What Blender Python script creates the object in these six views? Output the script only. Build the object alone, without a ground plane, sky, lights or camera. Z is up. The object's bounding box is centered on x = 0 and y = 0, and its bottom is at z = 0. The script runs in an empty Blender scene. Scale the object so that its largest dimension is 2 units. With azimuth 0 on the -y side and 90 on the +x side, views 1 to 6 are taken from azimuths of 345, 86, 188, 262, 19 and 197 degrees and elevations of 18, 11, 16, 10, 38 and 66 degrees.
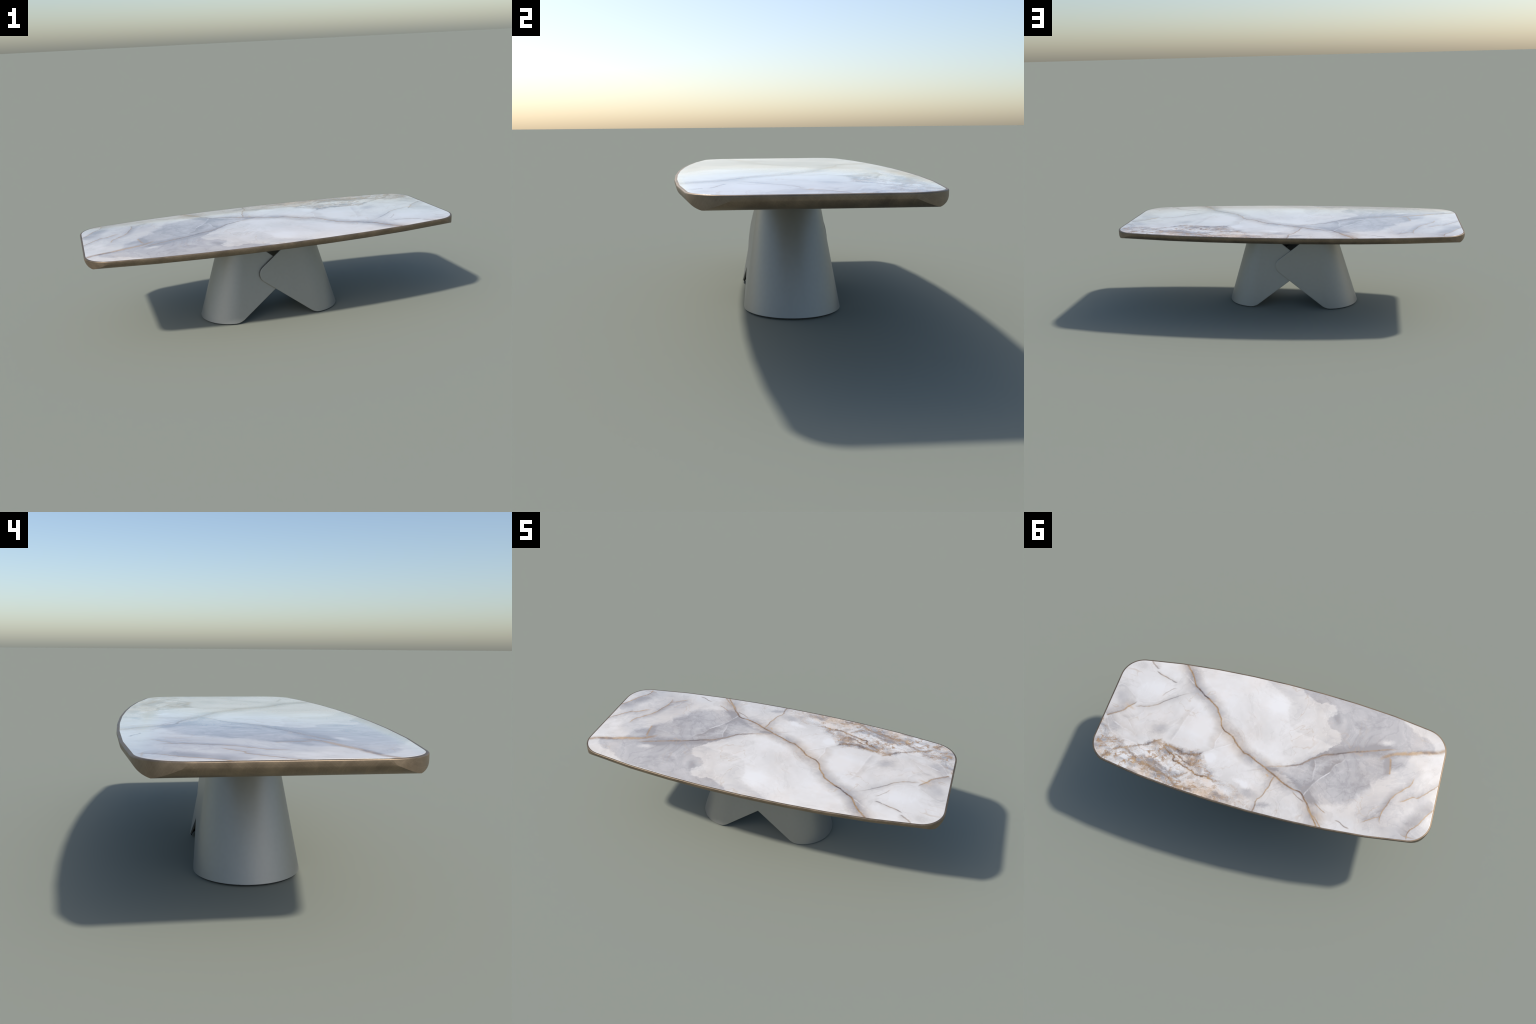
import bpy, bmesh, math
from mathutils import Vector

# ------------------------------------------------------------------ sizes (m)
TOP_Z = 0.5000           # stone surface
RIM_Z = 0.4993           # bronze rim top
BOT_Z = 0.4575           # underside of the top
HALF_LEN = 1.0           # half length
SIDE = [(0.0, 0.4255), (0.22, 0.4215), (0.43, 0.4105), (0.66, 0.389), (0.88, 0.3545)]   # bow of a long side
CORNER_R = 0.14

CUT_TOP = 0.4950         # where the undercut of the rim starts
CUT_IN = 0.047           # how far it runs in underneath

LEG_TOP = 0.459
BASE_X = -0.0065         # base sits a touch off centre

# ------------------------------------------------------------------ helpers
def new_mesh_object(name, verts, faces, smooth_angle=35):
    me = bpy.data.meshes.new(name)
    me.from_pydata(verts, [], faces)
    bm = bmesh.new(); bm.from_mesh(me)
    bmesh.ops.recalc_face_normals(bm, faces=bm.faces)
    bm.to_mesh(me); bm.free()
    ob = bpy.data.objects.new(name, me)
    bpy.context.scene.collection.objects.link(ob)
    shade(ob, smooth_angle)
    return ob

def shade(ob, angle):
    me = ob.data
    for p in me.polygons: p.use_smooth = abs(p.normal.z) < .9999
    me.set_sharp_from_angle(angle=math.radians(angle))

def loft(rings, cap=True):
    """closed rings of equal length -> verts, faces"""
    n = len(rings[0]); verts = [v for r in rings for v in r]; faces = []
    for i in range(len(rings) - 1):
        for j in range(n):
            k = (j + 1) % n
            faces.append((i*n+j, i*n+k, (i+1)*n+k, (i+1)*n+j))
    if cap:
        faces.append(tuple(range(n-1, -1, -1)))
        faces.append(tuple(range((len(rings)-1)*n, len(rings)*n)))
    return verts, faces

# ------------------------------------------------------------------ outlines
def side_y(x):
    x = abs(x)
    for (xa, ya), (xb, yb) in zip(SIDE, SIDE[1:]):
        if x <= xb or (xb, yb) == SIDE[-1]:
            return ya + (yb-ya)*(x-xa)/(xb-xa)

def quadrant(inset):
    """outline of the first quadrant, from the end (x max, y=0) to (0, y max)"""
    L = HALF_LEN - inset; r = CORNER_R - inset
    (xa, ya), (xb, yb) = SIDE[-2], SIDE[-1]
    s = (ya-yb)/(xb-xa)                       # slope of the last facet
    h = math.hypot(s, 1)
    oy = inset*h
    cx = L - r
    cy = (ya - oy) - s*(cx - xa) - r*h
    pts = [(L, cy*t) for t in (0, .25, .5, .75)]
    a1 = math.atan2(1, s); n = 18
    for i in range(n+1):
        a = a1*i/n
        pts.append((cx + r*math.cos(a), cy + r*math.sin(a)))
    for x, y in reversed(SIDE[:-1]): pts.append((x, y-inset))
    return pts

def outline(inset):
    q = quadrant(inset)
    out = list(q)
    out += [(-x, y) for x, y in reversed(q[:-1])]
    out += [(-x, -y) for x, y in q[1:]]
    out += [(x, -y) for x, y in reversed(q[1:-1])]
    return out

def sharp_outline(d):
    """unrounded boat outline moved in by d (the undercut tool)"""
    xs = [1-d] + [x for x, y in reversed(SIDE)] + [-x for x, y in SIDE[1:]] + [-(1-d)]
    up = [(x, side_y(x)-d) for x in xs]
    return up + [(x, -y) for x, y in reversed(up)]

# ------------------------------------------------------------------ tabletop rim
def build_rim():
    R = 0.0035
    rings = [[(x, y, BOT_Z) for x, y in outline(0)]]
    rings.append([(x, y, RIM_Z-R) for x, y in outline(0)])
    for i in range(1, 6):
        a = math.pi/2*i/5
        rings.append([(x, y, RIM_Z-R+R*math.sin(a)) for x, y in outline(R*(1-math.cos(a)))])
    v, f = loft(rings); rim = new_mesh_object("tabletop_rim", v, f)
    b = CUT_TOP - BOT_Z
    rings = []
    for i in range(13):
        a = math.pi/2*(1-i/12)
        d = CUT_IN*(1-math.cos(a)); z = CUT_TOP - b*math.sin(a)
        rings.append([(x, y, z) for x, y in sharp_outline(d-0.0005)])
    rings[0] = [(x, y, BOT_Z-0.0) for x, y, z in rings[0]]
    rings.append([(x, y, 0.6) for x, y in sharp_outline(-0.02)])
    v, f = loft(rings); tool = new_mesh_object("tool", v, f)
    # keep the undercut tool's floor just under the blank so no faces coincide
    for vert in rim.data.vertices:
        if vert.co.z < BOT_Z+1e-6: vert.co.z = BOT_Z-0.004
    m = rim.modifiers.new("cut", 'BOOLEAN'); m.operation = 'INTERSECT'; m.object = tool; m.solver = 'EXACT'
    dg = bpy.context.evaluated_depsgraph_get()
    me = bpy.data.meshes.new_from_object(rim.evaluated_get(dg))
    rim.modifiers.clear(); rim.data = me; me.name = "tabletop_rim"
    bpy.data.objects.remove(tool)
    shade(rim, 22)
    return rim

def build_slab():
    R = 0.0012; i0 = 0.0085
    rings = [[(x, y, RIM_Z-0.02) for x, y in outline(i0)],
             [(x, y, TOP_Z-R) for x, y in outline(i0)]]
    for i in range(1, 4):
        a = math.pi/2*i/3
        rings.append([(x, y, TOP_Z-R+R*math.sin(a)) for x, y in outline(i0+R*(1-math.cos(a)))])
    v, f = loft(rings)
    return new_mesh_object("stone_slab", v, f)

# ------------------------------------------------------------------ pedestal leg
LEG_FOOT = 0.0045        # the sheet hovers this far above the floor
LEG = dict(r0=.1805, r1=.105, cx0=.2145, cx1=.150, cy0=-.0035, cy1=-.0095, t=.006)

def nose_edge(z):
    """x of the free edge of the bent sheet at height z (right leg, front and back alike)"""
    zt, xt, s, R = .2533, -.1177, 1/.752, .048      # virtual tip height and x, dx/dz, tip radius
    h = math.hypot(s, 1); dz = abs(z-zt)
    x = xt + dz*s
    if dz < R*s/h:                                 # rounded tip
        x = xt + R*h - math.sqrt(R*R-dz*dz)
    # small radius where the edge runs into the foot
    L = .03
    z1 = L/math.hypot(s, 1)
    z -= LEG_FOOT
    if z < z1:
        x0 = xt + (zt-LEG_FOOT)*s           # edge meets the foot line here
        # quadratic blend from (x0+L, 0) to the edge at z1
        P0 = (x0+L, 0); P1 = (x0, 0); P2 = (x0 - s*z1, z1)
        t = math.sqrt(max(z, 0)/z1)
        x = (1-t)**2*P0[0] + 2*t*(1-t)*P1[0] + t*t*P2[0]
    return x

def build_leg():
    g = LEG; cols = 96
    zs = [LEG_FOOT + 0.0001*i*i for i in range(13)]
    z = zs[-1]
    while z < LEG_TOP-.006:
        z += .007; zs.append(min(z, LEG_TOP))
    zs[-1] = LEG_TOP
    outer, inner = [], []
    for z in zs:
        k = z/LEG_TOP
        r = g['r0']+(g['r1']-g['r0'])*k; cx = g['cx0']+(g['cx1']-g['cx0'])*k; cy = g['cy0']+(g['cy1']-g['cy0'])*k
        xe = nose_edge(z)
        arc = r*math.pi/2
        length = arc + (cx-xe)                # unrolled half width
        ro, ri = [], []
        for j in range(cols+1):
            a = -length + 2*length*j/cols
            if abs(a) <= arc:
                th = a/r; n = (math.cos(th), math.sin(th)); p = (cx+r*n[0], cy+r*n[1])
            else:
                sg = 1 if a > 0 else -1
                n = (0, sg); p = (cx-(abs(a)-arc), cy+sg*r)
            ro.append((p[0], p[1], z)); ri.append((p[0]-n[0]*g['t'], p[1]-n[1]*g['t'], z))
        outer.append(ro); inner.append(ri)
    rings = []
    n = len(zs); m = cols+1
    verts = [v for r in outer for v in r] + [v for r in inner for v in r]
    off = n*m; faces = []
    for i in range(n-1):
        for j in range(cols):
            a, b, c, d = i*m+j, i*m+j+1, (i+1)*m+j+1, (i+1)*m+j
            faces.append((a, b, c, d)); faces.append((off+d, off+c, off+b, off+a))
        faces.append((i*m, (i+1)*m, off+(i+1)*m, off+i*m))
        faces.append((i*m+cols, off+i*m+cols, off+(i+1)*m+cols, (i+1)*m+cols))
    for j in range(cols):
        faces.append((j, off+j, off+j+1, j+1))
        t = (n-1)*m
        faces.append((t+j, t+j+1, off+t+j+1, off+t+j))
    ob = new_mesh_object("pedestal_leg", verts, faces, 40)
    m = ob.modifiers.new("soft_edges", 'BEVEL'); m.width = .0016; m.segments = 2; m.limit_method = 'ANGLE'; m.angle_limit = math.radians(50)
    dg = bpy.context.evaluated_depsgraph_get()
    me = bpy.data.meshes.new_from_object(ob.evaluated_get(dg))
    ob.modifiers.clear(); ob.data = me; me.name = "pedestal_leg"
    shade(ob, 50)
    return ob

def build_foot_strip():
    """recessed strip under the bent sheet that lifts it off the floor"""
    g = LEG; n = 60; span = math.radians(85); verts = []; faces = []
    for k in range(n+1):
        a = -span + 2*span*k/n
        for r, z in ((g['r0']-.0058, 0), (g['r0']-.0068, LEG_FOOT+.006), (g['r0']-.0105, LEG_FOOT+.006), (g['r0']-.0095, 0)):
            verts.append((g['cx0']+r*math.cos(a), g['cy0']+r*math.sin(a), z))
    for k in range(n):
        for j in range(4):
            i = (j+1) % 4
            faces.append((4*k+j, 4*k+i, 4*k+4+i, 4*k+4+j))
    faces.append((0, 1, 2, 3)); faces.append((4*n+3, 4*n+2, 4*n+1, 4*n))
    return new_mesh_object("foot_strip", verts, faces)

# ------------------------------------------------------------------ materials
def simple(name, col, rough, metal):
    m = bpy.data.materials.new(name); m.use_nodes = True
    b = m.node_tree.nodes["Principled BSDF"]
    b.inputs["Base Color"].default_value = (*col, 1); b.inputs["Roughness"].default_value = rough; b.inputs["Metallic"].default_value = metal
    return m

# ---- where the stone's clouds lie (metres on the top, x along, y across)
GREY_FAR = [(-.061, -.45), (-.126, -.386), (-.202, -.352), (-.275, -.363), (-.315, -.345), (-.323, -.312), (-.294, -.242),
            (-.319, -.205), (-.372, -.194), (-.393, -.157), (-.384, -.116), (-.34, -.07), (-.25, .03)]
PALE_CORNER = [(-.727, -.361), (-.779, -.328), (-.834, -.301), (-.882, -.289), (-.921, -.257), (-.934, -.231)]
GREY_NEAR = [(-.38, .272), (-.472, .245), (-.553, .202), (-.571, .157), (-.624, .102), (-.626, .061), (-.654, .041),
             (-.687, .023), (-.711, -.004), (-.712, -.033), (-.76, -.063), (-.786, -.1), (-.8, -.141)]
WARM_MID = [(.038, -.362), (0, -.341), (-.035, -.315), (-.05, -.248), (-.068, -.199), (-.091, -.158), (-.134, -.131), (-.182, -.123)]
BRECCIA = [(1.028, .064), (.964, .129), (.91, .175), (.851, .201), (.737, .199), (.62, .152), (.572, .156), (.451, .164),
           (.356, .158), (.33, .201), (.271, .238), (.219, .289), (.126, .301), (.058, .338), (-.004, .38), (-.036, .414)]
MAIN_LINE = [(.68, -.42), (.5, -.2), (.32, -.1), (.28, -.02), (.2, .03), (0, .13), (-.27, .24), (-.4, .45)]
MAIN_SIGN = 1
# x, y, radius along, radius across, turn, strength (plus darkens, minus whitens)
GREY_BLOBS = [
    (.649, .074, .07, .05, 20, .28), (.931, -.072, .05, .06, 0, .22), (.9, .129, .08, .035, -30, .30), (.886, -.308, .06, .04, 0, .2),
    (-.081, .366, .06, .025, 10, .4), (.023, .32, .06, .035, -20, .35), (-.929, .134, .07, .06, 0, .2), (-.902, .212, .07, .05, 30, .22),
    (-.345, -.276, .04, .06, 20, .25), (-.484, -.27, .05, .05, 0, .15), (-.417, .161, .09, .06, 0, .18), (-.208, .161, .06, .07, 30, .12), (-.15, .1, .07, .04, 20, -.15),
    (.157, .382, .07, .03, -10, .3), (.065, -.056, .14, .08, 0, .10), (.412, .208, .03, .022, 0, .35), (.612, .206, .04, .03, 0, .3),
    (.485, .178, .035, .03, 0, .35), (.341, .258, .04, .02, -30, .4), (.625, .277, .06, .02, -20, .4), (.72, .333, .05, .03, 0, .35),
    (.52, .371, .06, .02, -15, .4), (.936, .239, .05, .035, 0, .3),
    (.754, -.178, .15, .08, 0, -.30), (.412, -.007, .09, .12, 0, -.28), (.011, -.27, .10, .10, 0, -.30), (.33, -.25, .12, .07, 0, -.12),
    (-.917, -.071, .05, .06, 0, -.16), (-.656, -.199, .05, .025, 15, -.35), (.614, .253, .07, .022, -20, -.6), (.545, .283, .05, .022, -25, -.6),
    (.191, .336, .11, .03, -15, -.5), (.079, .272, .08, .022, -15, -.35), (.787, .213, .05, .02, 0, -.4), (.818, .286, .06, .02, -20, -.4),
    (.467, .294, .05, .02, -15, -.4), (.263, .317, .06, .03, 0, -.45), (.303, .171, .05, .04, 0, -.3)]
GOLD_BLOBS = [
    (-.80, -.172, .10, .017, 17, .55), (-.93, -.207, .06, .012, 17, .55), (.862, -.018, .05, .012, -24, .5), (.715, .307, .018, .03, 0, .7),
    (.517, .166, .05, .014, -5, .6), (-.046, .187, .018, .007, -25, .8), (.055, .104, .022, .012, -20, .5), (.882, .313, .045, .015, 20, .5),
    (.798, .246, .03, .012, 0, .5), (-.02, .106, .07, .022, -15, .12), (-.389, .348, .05, .04, 0, .18), (-.02, .2, .09, .05, 0, .10)]

class Graph:
    """tiny helper to write shader graphs as expressions"""
    def __init__(self, name):
        self.mat = bpy.data.materials.new(name); self.mat.use_nodes = True
        self.t = self.mat.node_tree; self.bsdf = self.t.nodes["Principled BSDF"]
    def put(self, sock, v):
        if isinstance(v, bpy.types.NodeSocket): self.t.links.new(v, sock)
        elif v is not None: sock.default_value = v
    def node(self, kind, ins=None, out=0, **props):
        n = self.t.nodes.new(kind)
        for k, v in props.items(): setattr(n, k, v)
        for k, v in (ins or {}).items(): self.put(n.inputs[k], v)
        return n.outputs[out]
    def math(self, op, a, b=None, c=None, clamp=False):
        return self.node('ShaderNodeMath', {0: a, 1: b, 2: c}, operation=op, use_clamp=clamp)
    def vec(self, op, a, b=None, c=None, scale=None, out=0):
        ins = {0: a}
        if b is not None: ins[1] = b
        if c is not None: ins[2] = c
        if scale is not None: ins[3] = scale
        return self.node('ShaderNodeVectorMath', ins, out=out, operation=op)
    def remap(self, v, a, b, c=0.0, d=1.0, smooth=True):
        return self.node('ShaderNodeMapRange', {0: v, 1: a, 2: b, 3: c, 4: d},
                         interpolation_type='SMOOTHSTEP' if smooth else 'LINEAR', clamp=not smooth)
    def noise(self, co, scale, detail=4.0, rough=.55, distort=0.0, out=0):
        return self.node('ShaderNodeTexNoise', {'Vector': co, 'Scale': scale, 'Detail': detail, 'Roughness': rough,
                                                'Distortion': distort}, out=out)
    def ramp(self, f, stops, mode='LINEAR'):
        n = self.t.nodes.new('ShaderNodeValToRGB'); cr = n.color_ramp; cr.interpolation = mode
        cr.elements[0].position, cr.elements[0].color = stops[0][0], (*stops[0][1], 1)
        cr.elements[1].position, cr.elements[1].color = stops[-1][0], (*stops[-1][1], 1)
        for p, c in stops[1:-1]:
            e = cr.elements.new(p); e.color = (*c, 1)
        self.put(n.inputs[0], f); return n.outputs[0]
    def mix(self, f, a, b, blend='MIX'):
        n = self.t.nodes.new('ShaderNodeMix'); n.data_type = 'RGBA'; n.blend_type = blend
        self.put(n.inputs[0], f); self.put(n.inputs[6], a); self.put(n.inputs[7], b)
        return n.outputs[2]


def rgb(*c): return (*c, 1.0)


def marble():
    g = Graph("veined_onyx_marble")
    co = g.node('ShaderNodeTexCoord', out=3)
    # two degrees of warping: a small one for veins, a feathery one for clouds
    w1 = g.vec('SUBTRACT', g.noise(co, 16, 6, .66, out=1), (.5, .5, .5))
    p_vein = g.vec('MULTIPLY_ADD', w1, (.02, .02, 0), co)
    w2 = g.vec('SUBTRACT', g.noise(co, 26, 6, .7, out=1), (.5, .5, .5))
    p_cloud = g.vec('MULTIPLY_ADD', w2, (.05, .05, 0), p_vein)
    sep = g.t.nodes.new('ShaderNodeSeparateXYZ'); g.put(sep.inputs[0], p_vein); X, Y = sep.outputs[0], sep.outputs[1]
    sep = g.t.nodes.new('ShaderNodeSeparateXYZ'); g.put(sep.inputs[0], p_cloud); XC, YC = sep.outputs[0], sep.outputs[1]

    def spine(pts, x, y):
        """(run along the chord 0..1, signed distance to the curve; plus = left of its direction)"""
        (ax, ay), (bx, by) = pts[0], pts[-1]
        L = math.hypot(bx-ax, by-ay); dx, dy = (bx-ax)/L, (by-ay)/L
        st = [(((px-ax)*dx+(py-ay)*dy)/L, -(px-ax)*dy+(py-ay)*dx) for px, py in pts]
        lo = min(t for s, t in st)-.01; span = max(t for s, t in st)+.01-lo
        s = g.math('MULTIPLY_ADD', x, dx/L, -(ax*dx+ay*dy)/L)
        s = g.math('MULTIPLY_ADD', y, dy/L, s)
        n = g.t.nodes.new('ShaderNodeFloatCurve'); cv = n.mapping.curves[0]
        while len(cv.points) < len(st): cv.points.new(.5, .5)
        for q, (a, b) in zip(cv.points, st):
            q.location = (a, (b-lo)/span); q.handle_type = 'AUTO_CLAMPED'
        n.mapping.update(); g.put(n.inputs['Value'], s)
        t = g.math('MULTIPLY_ADD', x, -dy, ax*dy-ay*dx-lo)
        t = g.math('MULTIPLY_ADD', y, dx, t)
        return s, g.math('MULTIPLY_ADD', n.outputs[0], -span, t)

    acc = [None]        # x: brown line, y: grey bloom, z: pale line
    def vein(name, pts, kind, width, strength, plus, minus, fade):
        ragged = name.startswith('b_')
        s, d = spine(pts, XC if ragged else X, YC if ragged else Y)
        width *= 1.12
        reach = max(plus[0], minus[0], width*2)
        u = g.math('MULTIPLY_ADD', d, .5/reach, .5)
        c = .5*width/reach
        def core(k): return (strength*k, 0) if kind == 'line' else (0, strength*k)
        def stop(off, halo, k):
            a, b = core(k); return (.5+off, (a, halo, b))
        hp, hm = .5*plus[0]/reach, .5*minus[0]/reach
        stops = [(max(0, .5-hm), (0, 0, 0)), stop(-hm*.5, minus[1]*.5, 0), stop(-c*1.4, minus[1]*.85, 0), stop(-c*.35, minus[1], 1),
                 stop(c*.35, plus[1], 1), stop(c*1.4, plus[1]*.85, 0), stop(hp*.5, plus[1]*.5, 0), (min(1, .5+hp), (0, 0, 0))]
        if hm*.5 <= c*1.45: stops.pop(1)
        if hp*.5 <= c*1.45: stops.pop(-2)
        stops.sort(key=lambda q: q[0])
        col = g.ramp(u, stops)
        w0 = g.remap(s, 0, fade[0]); w1_ = g.remap(s, 1, 1-fade[1])
        v = g.mix(g.math('MULTIPLY', w0, w1_), rgb(0, 0, 0), col)
        acc[0] = v if acc[0] is None else g.mix(1.0, acc[0], v, 'LIGHTEN')
        return d

    def side(pts, soft, sign=1):
        """1 on the plus side of a curve, feathered"""
        s, d = spine(pts, XC, YC)
        return g.remap(d, -soft*sign, soft*sign)

    blobs = [None]
    def blob(x, y, rx, ry, rot, k):
        m = g.t.nodes.new('ShaderNodeMapping'); m.vector_type = 'TEXTURE'
        g.put(m.inputs[0], p_cloud); m.inputs[1].default_value = (x, y, .5)
        m.inputs[2].default_value = (0, 0, math.radians(rot)); m.inputs[3].default_value = (rx, ry, 1)
        r = g.vec('LENGTH', m.outputs[0], out=1)
        f = g.remap(r, 1.15, .15, 0, k)
        blobs[0] = f if blobs[0] is None else g.math('ADD', blobs[0], f)

    vein('main', [(0.655, -0.417), (0.623, -0.379), (0.574, -0.327), (0.548, -0.287), (0.526, -0.257), (0.483, -0.228), (0.412, -0.184), (0.362, -0.149), (0.347, -0.125), (0.328, -0.104), (0.31, -0.069), (0.296, -0.043), (0.275, -0.022), (0.241, -0.006), (0.207, 0.014), (0.187, 0.039), (0.145, 0.073), (0.093, 0.094), (0.044, 0.116), (-0.004, 0.135), (-0.057, 0.161), (-0.102, 0.183), (-0.159, 0.211), (-0.208, 0.228), (-0.269, 0.244), (-0.291, 0.274), (-0.323, 0.308), (-0.347, 0.344), (-0.372, 0.38), (-0.405, 0.424)],
         'line', 0.0042, 0.95, plus=(0.07, 0.75), minus=(0.07, 0.75), fade=(0.01, 0.01))
    vein('main_fork', [(-0.304, 0.294), (-0.343, 0.341), (-0.375, 0.363), (-0.423, 0.411)],
         'line', 0.004, 0.8, plus=(0.03, 0.3), minus=(0.02, 0.3), fade=(0.15, 0.01))
    vein('main_side', [(-0.207, 0.238), (-0.231, 0.255), (-0.261, 0.27), (-0.295, 0.288)],
         'line', 0.0035, 0.6, plus=(0.02, 0.25), minus=(0.02, 0.2), fade=(0.2, 0.2))
    vein('gold', [(-1.015, -0.255), (-0.989, -0.243), (-0.961, -0.225), (-0.898, -0.205), (-0.812, -0.172), (-0.724, -0.146), (-0.674, -0.119), (-0.627, -0.076)],
         'line', 0.0085, 0.7, plus=(0.03, 0.3), minus=(0.02, 0.25), fade=(0.02, 0.15))
    vein('gold_long', [(-0.743, -0.177), (-0.634, -0.146), (-0.544, -0.113), (-0.468, -0.085), (-0.41, -0.058), (-0.338, -0.031), (-0.305, -0.01), (-0.266, 0.016), (-0.233, 0.047), (-0.199, 0.073), (-0.151, 0.093), (-0.1, 0.112), (-0.03, 0.134), (-0.003, 0.156), (0.034, 0.173), (0.071, 0.189), (0.145, 0.219)],
         'line', 0.0048, 0.65, plus=(0.05, 0.4), minus=(0.05, 0.5), fade=(0.1, 0.4))
    vein('pale_fork', [(-0.276, 0.244), (-0.291, 0.206), (-0.318, 0.154), (-0.345, 0.113), (-0.384, 0.067), (-0.4, 0.022), (-0.436, -0.013), (-0.466, -0.06)],
         'pale', 0.0035, 0.8, plus=(0.06, 0.6), minus=(0.05, 0.25), fade=(0.01, 0.25))
    vein('short_drop', [(-0.687, -0.119), (-0.697, -0.101), (-0.709, -0.054), (-0.714, -0.006)],
         'line', 0.0045, 0.7, plus=(0.01, 0.1), minus=(0.045, 0.55), fade=(0.15, 0.08))
    vein('grey_rib', [(-0.28, 0.012), (-0.294, 0.062), (-0.3, 0.126), (-0.295, 0.164)],
         'pale', 0.003, 0.5, plus=(0.02, 0.0), minus=(0.06, 0.5), fade=(0.1, 0.2))
    vein('end_a', [(-0.859, -0.034), (-0.852, -0.016), (-0.838, 0.025), (-0.82, 0.046), (-0.794, 0.075), (-0.762, 0.114), (-0.748, 0.146), (-0.737, 0.181), (-0.721, 0.221), (-0.715, 0.258), (-0.725, 0.301)],
         'line', 0.0032, 0.75, plus=(0.03, 0.15), minus=(0.04, 0.45), fade=(0.1, 0.1))
    vein('end_a_twig', [(-0.714, 0.252), (-0.688, 0.267), (-0.654, 0.293), (-0.614, 0.32)],
         'line', 0.0028, 0.6, plus=(0.02, 0.1), minus=(0.03, 0.3), fade=(0.05, 0.3))
    vein('end_b', [(-1.005, -0.031), (-0.987, -0.012), (-0.964, 0.017), (-0.922, 0.063), (-0.901, 0.083), (-0.863, 0.092), (-0.829, 0.119), (-0.79, 0.14)],
         'line', 0.0032, 0.75, plus=(0.03, 0.15), minus=(0.04, 0.4), fade=(0.02, 0.15))
    vein('end_c', [(-1.013, 0.106), (-0.991, 0.139), (-0.958, 0.188), (-0.918, 0.253), (-0.89, 0.288), (-0.88, 0.329), (-0.879, 0.348)],
         'line', 0.0034, 0.8, plus=(0.02, 0.15), minus=(0.08, 0.55), fade=(0.02, 0.05))
    vein('end_c_twig', [(-0.839, 0.318), (-0.863, 0.328), (-0.88, 0.329), (-0.932, 0.322)],
         'line', 0.0028, 0.55, plus=(0.02, 0.2), minus=(0.02, 0.2), fade=(0.2, 0.3))
    vein('low_a', [(-0.342, 0.271), (-0.377, 0.292), (-0.399, 0.306), (-0.425, 0.321)],
         'line', 0.003, 0.65, plus=(0.01, 0.1), minus=(0.01, 0.1), fade=(0.2, 0.2))
    vein('low_b', [(-0.477, 0.338), (-0.504, 0.342), (-0.537, 0.359), (-0.572, 0.37)],
         'line', 0.0032, 0.65, plus=(0.01, 0.1), minus=(0.01, 0.1), fade=(0.2, 0.2))
    vein('branch', [(-0.088, 0.181), (-0.076, 0.211), (-0.074, 0.248), (-0.064, 0.283), (-0.046, 0.324), (-0.029, 0.353), (-0.033, 0.379), (-0.026, 0.428)],
         'line', 0.0034, 0.75, plus=(0.03, 0.15), minus=(0.05, 0.5), fade=(0.03, 0.02))
    vein('pale_a', [(0.28, -0.019), (0.289, 0.025), (0.302, 0.059), (0.297, 0.096), (0.296, 0.117)],
         'pale', 0.003, 0.7, plus=(0.05, 0.25), minus=(0.06, 0.5), fade=(0.05, 0.05))
    vein('pale_b', [(0.196, 0.048), (0.238, 0.074), (0.277, 0.098), (0.317, 0.129), (0.346, 0.148), (0.383, 0.175)],
         'pale', 0.003, 0.9, plus=(0.02, 0.1), minus=(0.04, 0.3), fade=(0.05, 0.2))
    vein('top_a', [(0.848, -0.352), (0.801, -0.314), (0.779, -0.311)],
         'line', 0.004, 0.55, plus=(0.04, 0.35), minus=(0.03, 0.2), fade=(0.05, 0.2))
    vein('top_b', [(0.802, -0.295), (0.757, -0.274), (0.712, -0.264), (0.675, -0.251), (0.644, -0.246)],
         'line', 0.0034, 0.65, plus=(0.02, 0.25), minus=(0.02, 0.1), fade=(0.15, 0.08))
    vein('far_gold', [(0.982, 0.077), (0.962, 0.065), (0.924, 0.038), (0.896, 0.017), (0.875, -0.012), (0.852, -0.036), (0.83, -0.065)],
         'line', 0.0042, 0.75, plus=(0.07, 0.5), minus=(0.02, 0.15), fade=(0.05, 0.15))
    vein('far_long', [(0.847, -0.024), (0.78, -0.041), (0.745, -0.055), (0.713, -0.076), (0.676, -0.109), (0.638, -0.138), (0.591, -0.176), (0.541, -0.207), (0.491, -0.228)],
         'line', 0.003, 0.5, plus=(0.03, 0.35), minus=(0.04, 0.25), fade=(0.1, 0.5))
    vein('far_twig', [(0.711, -0.126), (0.68, -0.176), (0.657, -0.201), (0.632, -0.213)],
         'line', 0.0028, 0.4, plus=(0.01, 0.1), minus=(0.01, 0.1), fade=(0.25, 0.2))
    vein('w_a', [(0.634, -0.333), (0.621, -0.318), (0.588, -0.295), (0.541, -0.266)],
         'pale', 0.003, 0.6, plus=(0.03, 0.25), minus=(0.02, 0.1), fade=(0.1, 0.1))
    vein('w_b', [(0.902, 0.054), (0.847, 0.07), (0.815, 0.1), (0.77, 0.144), (0.744, 0.171)],
         'pale', 0.003, 0.7, plus=(0.03, 0.25), minus=(0.02, 0.1), fade=(0.1, 0.1))
    vein('w_c', [(0.963, 0.063), (0.911, 0.101), (0.863, 0.122), (0.8, 0.139), (0.742, 0.166)],
         'pale', 0.004, 0.7, plus=(0.04, 0.35), minus=(0.03, 0.3), fade=(0.05, 0.1))
    vein('w_d', [(0.973, 0.079), (0.941, 0.136), (0.904, 0.169), (0.856, 0.19), (0.795, 0.194), (0.737, 0.199)],
         'pale', 0.004, 0.8, plus=(0.05, 0.35), minus=(0.04, 0.4), fade=(0.05, 0.1))
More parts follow.
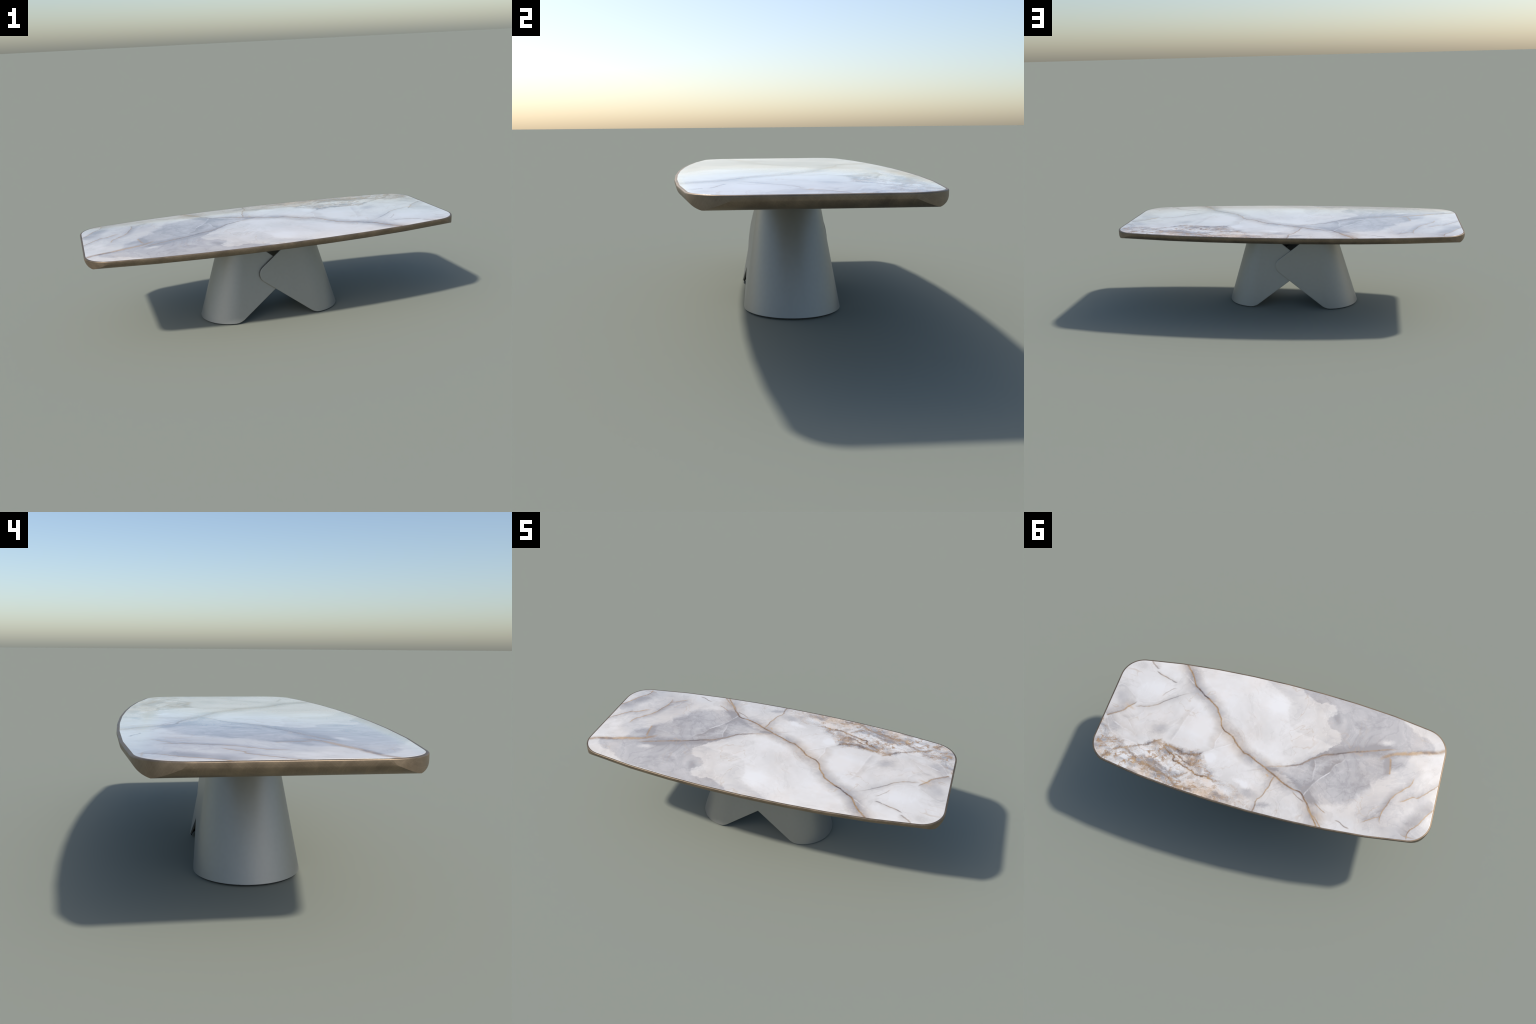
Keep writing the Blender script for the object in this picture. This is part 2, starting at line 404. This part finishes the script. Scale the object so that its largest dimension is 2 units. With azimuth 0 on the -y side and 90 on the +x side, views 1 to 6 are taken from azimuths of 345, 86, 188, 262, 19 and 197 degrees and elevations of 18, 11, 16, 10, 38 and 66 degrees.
    vein('w_e', [(0.77, -0.024), (0.785, 0.012), (0.834, 0.052)],
         'pale', 0.003, 0.5, plus=(0.02, 0.1), minus=(0.03, 0.2), fade=(0.1, 0.1))
    vein('w_f', [(0.986, -0.137), (0.942, -0.143), (0.894, -0.115), (0.841, -0.071)],
         'pale', 0.003, 0.5, plus=(0.02, 0.1), minus=(0.03, 0.25), fade=(0.1, 0.1))
    vein('w_f2', [(0.841, -0.071), (0.785, -0.073), (0.724, -0.095), (0.665, -0.157), (0.623, -0.211)],
         'pale', 0.004, 0.6, plus=(0.02, 0.1), minus=(0.03, 0.2), fade=(0.1, 0.1))
    vein('w_g', [(0.557, 0.143), (0.537, 0.064), (0.519, -0.029), (0.496, -0.102), (0.476, -0.125)],
         'pale', 0.006, 0.5, plus=(0.04, 0.25), minus=(0.02, 0.0), fade=(0.1, 0.1))
    vein('w_h', [(-0.095, 0.302), (-0.133, 0.315), (-0.158, 0.339), (-0.179, 0.373)],
         'pale', 0.004, 0.6, plus=(0.02, 0.1), minus=(0.02, 0.1), fade=(0.2, 0.2))
    vein('b_dark', [(0.588, 0.165), (0.562, 0.193), (0.534, 0.205), (0.503, 0.225), (0.49, 0.245), (0.445, 0.259), (0.398, 0.27), (0.349, 0.289), (0.306, 0.293), (0.271, 0.295), (0.218, 0.317)],
         'line', 0.0045, 1, plus=(0.025, 0.5), minus=(0.02, 0.4), fade=(0.03, 0.1))
    vein('b_top', [(0.577, 0.162), (0.549, 0.162), (0.517, 0.166), (0.463, 0.184), (0.416, 0.175), (0.372, 0.167), (0.351, 0.148)],
         'line', 0.005, 0.8, plus=(0.02, 0.5), minus=(0.03, 0.6), fade=(0.03, 0.05))
    vein('b_cell', [(0.51, 0.206), (0.472, 0.214), (0.434, 0.235), (0.402, 0.238), (0.373, 0.219), (0.359, 0.205)],
         'line', 0.0036, 0.7, plus=(0.02, 0.5), minus=(0.02, 0.3), fade=(0.03, 0.05))
    vein('b_left', [(0.869, 0.275), (0.84, 0.258), (0.814, 0.247), (0.769, 0.259), (0.726, 0.279), (0.699, 0.307)],
         'line', 0.006, 0.6, plus=(0.02, 0.3), minus=(0.02, 0.3), fade=(0.1, 0.05))
    vein('b_low', [(0.717, 0.312), (0.679, 0.309), (0.638, 0.314), (0.593, 0.33), (0.551, 0.339), (0.506, 0.346), (0.471, 0.369), (0.434, 0.387), (0.373, 0.385), (0.312, 0.396)],
         'line', 0.006, 0.65, plus=(0.02, 0.3), minus=(0.03, 0.4), fade=(0.1, 0.1))
    vein('b_ochre', [(0.822, 0.245), (0.765, 0.228), (0.722, 0.207), (0.688, 0.193), (0.663, 0.176), (0.621, 0.149), (0.597, 0.129)],
         'line', 0.005, 0.6, plus=(0.02, 0.2), minus=(0.02, 0.3), fade=(0.1, 0.1))
    vein('b_corner', [(0.906, 0.332), (0.885, 0.305), (0.862, 0.294)],
         'line', 0.007, 0.6, plus=(0.02, 0.3), minus=(0.02, 0.3), fade=(0.1, 0.1))
    vein('b_twig', [(0.492, 0.342), (0.456, 0.336), (0.425, 0.315), (0.39, 0.293)],
         'line', 0.004, 0.6, plus=(0.02, 0.3), minus=(0.02, 0.2), fade=(0.1, 0.1))
    vein('b_bot', [(0.561, 0.354), (0.546, 0.341), (0.505, 0.348), (0.476, 0.366)],
         'line', 0.006, 0.6, plus=(0.02, 0.3), minus=(0.02, 0.3), fade=(0.1, 0.1))
    vein('b_low2', [(0.745, 0.361), (0.702, 0.37), (0.662, 0.375)],
         'line', 0.005, 0.4, plus=(0.02, 0.3), minus=(0.02, 0.3), fade=(0.1, 0.1))

    # ---- clouds: grey fields with feathered borders
    gold_line = [(-1.05, -.25), (-.9, -.2)] + [(-0.743, -0.177), (-0.634, -0.146), (-0.544, -0.113), (-0.468, -0.085), (-0.41, -0.058), (-0.338, -0.031), (-0.305, -0.01), (-0.266, 0.016), (-0.233, 0.047), (-0.199, 0.073), (-0.151, 0.093), (-0.1, 0.112), (-0.03, 0.134), (-0.003, 0.156), (0.034, 0.173), (0.071, 0.189), (0.145, 0.219)][:-3]
    above = side(gold_line, .012, -1)             # the side towards -y
    field = g.math('MULTIPLY', side(GREY_FAR, .009), above)
    field = g.math('MULTIPLY', field, side(PALE_CORNER, .012, -1))
    field2 = g.math('MULTIPLY', side(GREY_NEAR, .022), g.math('SUBTRACT', 1, above))
    field2 = g.math('MULTIPLY', field2, side(MAIN_LINE, .01, MAIN_SIGN))
    grey = g.math('MULTIPLY_ADD', field2, .74, field)
    mid = g.math('MULTIPLY', side(WARM_MID, .008), g.math('SUBTRACT', 1, field))
    mid = g.math('MULTIPLY', mid, above)
    brec = g.math('MULTIPLY', side(BRECCIA, .02, -1), g.remap(XC, .0, .4, .4, 1))

    for a in GREY_BLOBS: blob(*a)

    blob(-.78, .15, .45, .38, 0, .34); blob(.7, .02, .4, .25, 0, .07); blob(-.1, .3, .3, .15, 0, .1)
    n_big = g.noise(p_vein, 3.2, 7, .6, .4)
    n_mid = g.noise(p_cloud, 9, 6, .6, .2)
    tone = g.math('MULTIPLY_ADD', n_big, .9, -.36)
    tone = g.math('MULTIPLY_ADD', n_mid, .35, tone)
    tone = g.math('ADD', tone, blobs[0])
    tone = g.math('MULTIPLY_ADD', grey, .48, tone)
    tone = g.math('MULTIPLY_ADD', mid, .15, tone)

    ridge = g.math('ABSOLUTE', g.math('SUBTRACT', g.noise(p_cloud, 4.5, 5, .55, .8), .5))
    tone = g.math('SUBTRACT', tone, g.remap(ridge, .018, 0, 0, .07))
    ridge2 = g.math('SUBTRACT', g.noise(p_vein, 3.1, 6, .6, 1.4), .52)
    tone = g.math('ADD', tone, g.math('MULTIPLY', g.remap(ridge2, 0, .06, .09, 0), g.remap(ridge2, -.006, 0)))
    # ---- broken zone along one long edge: crushed lumps with rusty seams
    mp = g.t.nodes.new('ShaderNodeMapping'); g.put(mp.inputs[0], p_cloud)
    mp.inputs[2].default_value = (0, 0, math.radians(-24)); mp.inputs[3].default_value = (1.0, 1.9, 1)
    n_b = g.noise(mp.outputs[0], 7, 8, .68, .9)
    n_b2 = g.noise(mp.outputs[0], 17, 6, .7, .6)
    vor = g.node('ShaderNodeTexVoronoi', {'Vector': mp.outputs[0], 'Scale': 15.0}, feature='DISTANCE_TO_EDGE')
    cell = g.node('ShaderNodeTexVoronoi', {'Vector': mp.outputs[0], 'Scale': 15.0}, out=1)
    seam = g.remap(vor, .06, .0)
    b_tone = g.math('MULTIPLY_ADD', n_b, 3.4, -1.52)
    b_tone = g.math('MULTIPLY_ADD', n_b2, .7, g.math('SUBTRACT', b_tone, .3))
    b_tone = g.math('MULTIPLY', b_tone, brec)
    tone = g.math('ADD', tone, b_tone)

    lines = g.t.nodes.new('ShaderNodeSeparateColor'); g.put(lines.inputs[0], acc[0])
    brown, bloom, pale = lines.outputs
    patchy = g.remap(g.noise(co, 7, 3, .6), .35, .62, .45, 1)
    tone = g.math('MULTIPLY_ADD', g.math('MULTIPLY', bloom, patchy), .92, tone)
    tone = g.math('MAXIMUM', g.math('MINIMUM', tone, 1), 0)

    col = g.ramp(tone, [(0, (.795, .765, .725)), (.22, (.74, .70, .65)), (.42, (.65, .61, .56)),
                        (.68, (.51, .48, .455)), (1, (.33, .31, .30))])
    # warm breath in the broken zone and beside the veins
    warm = g.remap(g.noise(p_vein, 5.5, 4, .6), .42, .66)
    wm = g.math('MULTIPLY', warm, g.math('MULTIPLY_ADD', brec, .9, .13))
    col = g.mix(wm, col, rgb(.95, .77, .60), 'MULTIPLY')
    fine = g.math('MULTIPLY', seam, brec)
    col = g.mix(g.math('MULTIPLY', fine, g.remap(cell, .3, .7, 0, .5)), col, rgb(.82, .78, .74))

    hair = g.math('ABSOLUTE', g.math('SUBTRACT', g.noise(p_vein, 2.6, 4, .5, 1.1), .47))
    hair = g.math('MULTIPLY', g.remap(hair, .008, 0), g.remap(g.noise(co, 3.7, 2, .5), .45, .62, 0, .38))
    col = g.mix(hair, col, rgb(.50, .36, .23))
    web = g.math('ABSOLUTE', g.math('SUBTRACT', g.noise(mp.outputs[0], 13, 4, .6, .6), .5))
    web = g.math('MULTIPLY', g.math('MULTIPLY', g.remap(web, .022, 0), brec), .6)
    col = g.mix(web, col, rgb(.52, .36, .21))
    rust = g.math('MULTIPLY', brec, g.remap(g.math('ABSOLUTE', g.math('SUBTRACT', g.noise(mp.outputs[0], 6, 5, .6, .5), .5)), .024, 0))
    rust = g.math('MULTIPLY', rust, g.remap(n_b2, .34, .5, .25, 1))
    col = g.mix(rust, col, rgb(.42, .265, .14))

    blobs[0] = None
    for a in GOLD_BLOBS: blob(*a)
    gold = g.math('MULTIPLY', blobs[0], g.remap(g.noise(p_vein, 24, 5, .65), .3, .65, .35, 1))
    col = g.mix(gold, col, rgb(.60, .40, .20))

    col = g.mix(g.math('MULTIPLY', g.math('POWER', bloom, 1.7), g.remap(g.noise(co, 5, 3, .6), .38, .62, .12, .95)), col, rgb(.95, .78, .60), 'MULTIPLY')
    pale = g.math('MULTIPLY', pale, g.remap(g.noise(co, 21, 3, .6), .35, .65, .15, .75))
    col = g.mix(pale, col, rgb(.83, .79, .755))
    tint = g.ramp(g.math('ADD', g.noise(co, 11, 4, .6), g.remap(X, -.5, -.75, 0, .13)), [(.36, (.10, .065, .05)), (.48, (.25, .15, .075)), (.62, (.46, .29, .13))])
    brk = g.remap(g.noise(co, 30, 3, .6), .3, .5, .6, 1)
    col = g.mix(g.math('MULTIPLY', brown, brk), col, tint)
    g.put(g.bsdf.inputs["Base Color"], col)
    g.bsdf.inputs["Roughness"].default_value = .22
    g.bsdf.inputs["Coat Weight"].default_value = .7
    g.bsdf.inputs["Coat Roughness"].default_value = .2
    return g.mat


def bronze():
    g = Graph("brushed_bronze")
    co = g.node('ShaderNodeTexCoord', out=3)
    sep = g.t.nodes.new('ShaderNodeSeparateXYZ'); g.put(sep.inputs[0], co)
    h = g.math('ADD', sep.outputs[0], sep.outputs[1])
    # diagonal brushing: run across / run along the hair lines
    a = g.math('ADD', h, sep.outputs[2]); b = g.math('SUBTRACT', h, sep.outputs[2])
    def hair(u, v):
        c = g.t.nodes.new('ShaderNodeCombineXYZ')
        g.put(c.inputs[0], g.math('MULTIPLY', u, 260)); g.put(c.inputs[1], g.math('MULTIPLY', v, 16))
        return g.noise(c.outputs[0], 1, 3, .6)
    brush = g.math('MAXIMUM', hair(a, b), hair(b, a))
    blot = g.noise(co, 16, 5, .62, .3)
    f = g.math('MULTIPLY_ADD', brush, .45, g.math('MULTIPLY_ADD', blot, .9, -.22))
    col = g.ramp(f, [(.28, (.160, .119, .080)), (.5, (.222, .166, .111)), (.72, (.295, .222, .148))])
    g.put(g.bsdf.inputs["Base Color"], col)
    g.bsdf.inputs["Metallic"].default_value = .7
    g.put(g.bsdf.inputs["Roughness"], g.remap(blot, .3, .7, .40, .54))
    return g.mat

def lacquer():
    g = Graph("satin_grey_lacquer")
    co = g.node('ShaderNodeTexCoord', out=3)
    n = g.noise(co, 60, 4, .6)
    col = g.ramp(n, [(.3, (.315, .308, .282)), (.7, (.327, .320, .294))])
    g.put(g.bsdf.inputs["Base Color"], col)
    g.bsdf.inputs["Metallic"].default_value = .55
    g.bsdf.inputs["Roughness"].default_value = .40
    return g.mat

rim = build_rim(); slab = build_slab(); leg = build_leg(); plate = build_foot_strip()
leg.location = plate.location = (BASE_X, 0, 0)
leg.data.materials.append(lacquer())
plate.data.materials.append(simple("dark_steel", (.03, .03, .03), .5, .5))
rim.data.materials.clear(); rim.data.materials.append(bronze())
slab.data.materials.append(marble())
# the second leg is the first turned half round, so that each flap passes outside the other once
leg2 = leg.copy(); plate2 = plate.copy()
for o in (leg2, plate2):
    bpy.context.scene.collection.objects.link(o)
    o.rotation_euler = (0, 0, math.pi)

root = bpy.data.objects.new("dining_table", None)
bpy.context.scene.collection.objects.link(root)
root["label"] = "long boat-shaped dining table with veined marble top, bronze rim, grey crossed cone base"
root["category"] = "dining table"
for o in (rim, slab, leg, leg2): o.parent = root
for p, l in ((plate, leg), (plate2, leg2)):
    p.parent = l; p.location = (0, 0, 0); p.rotation_euler = (0, 0, 0)
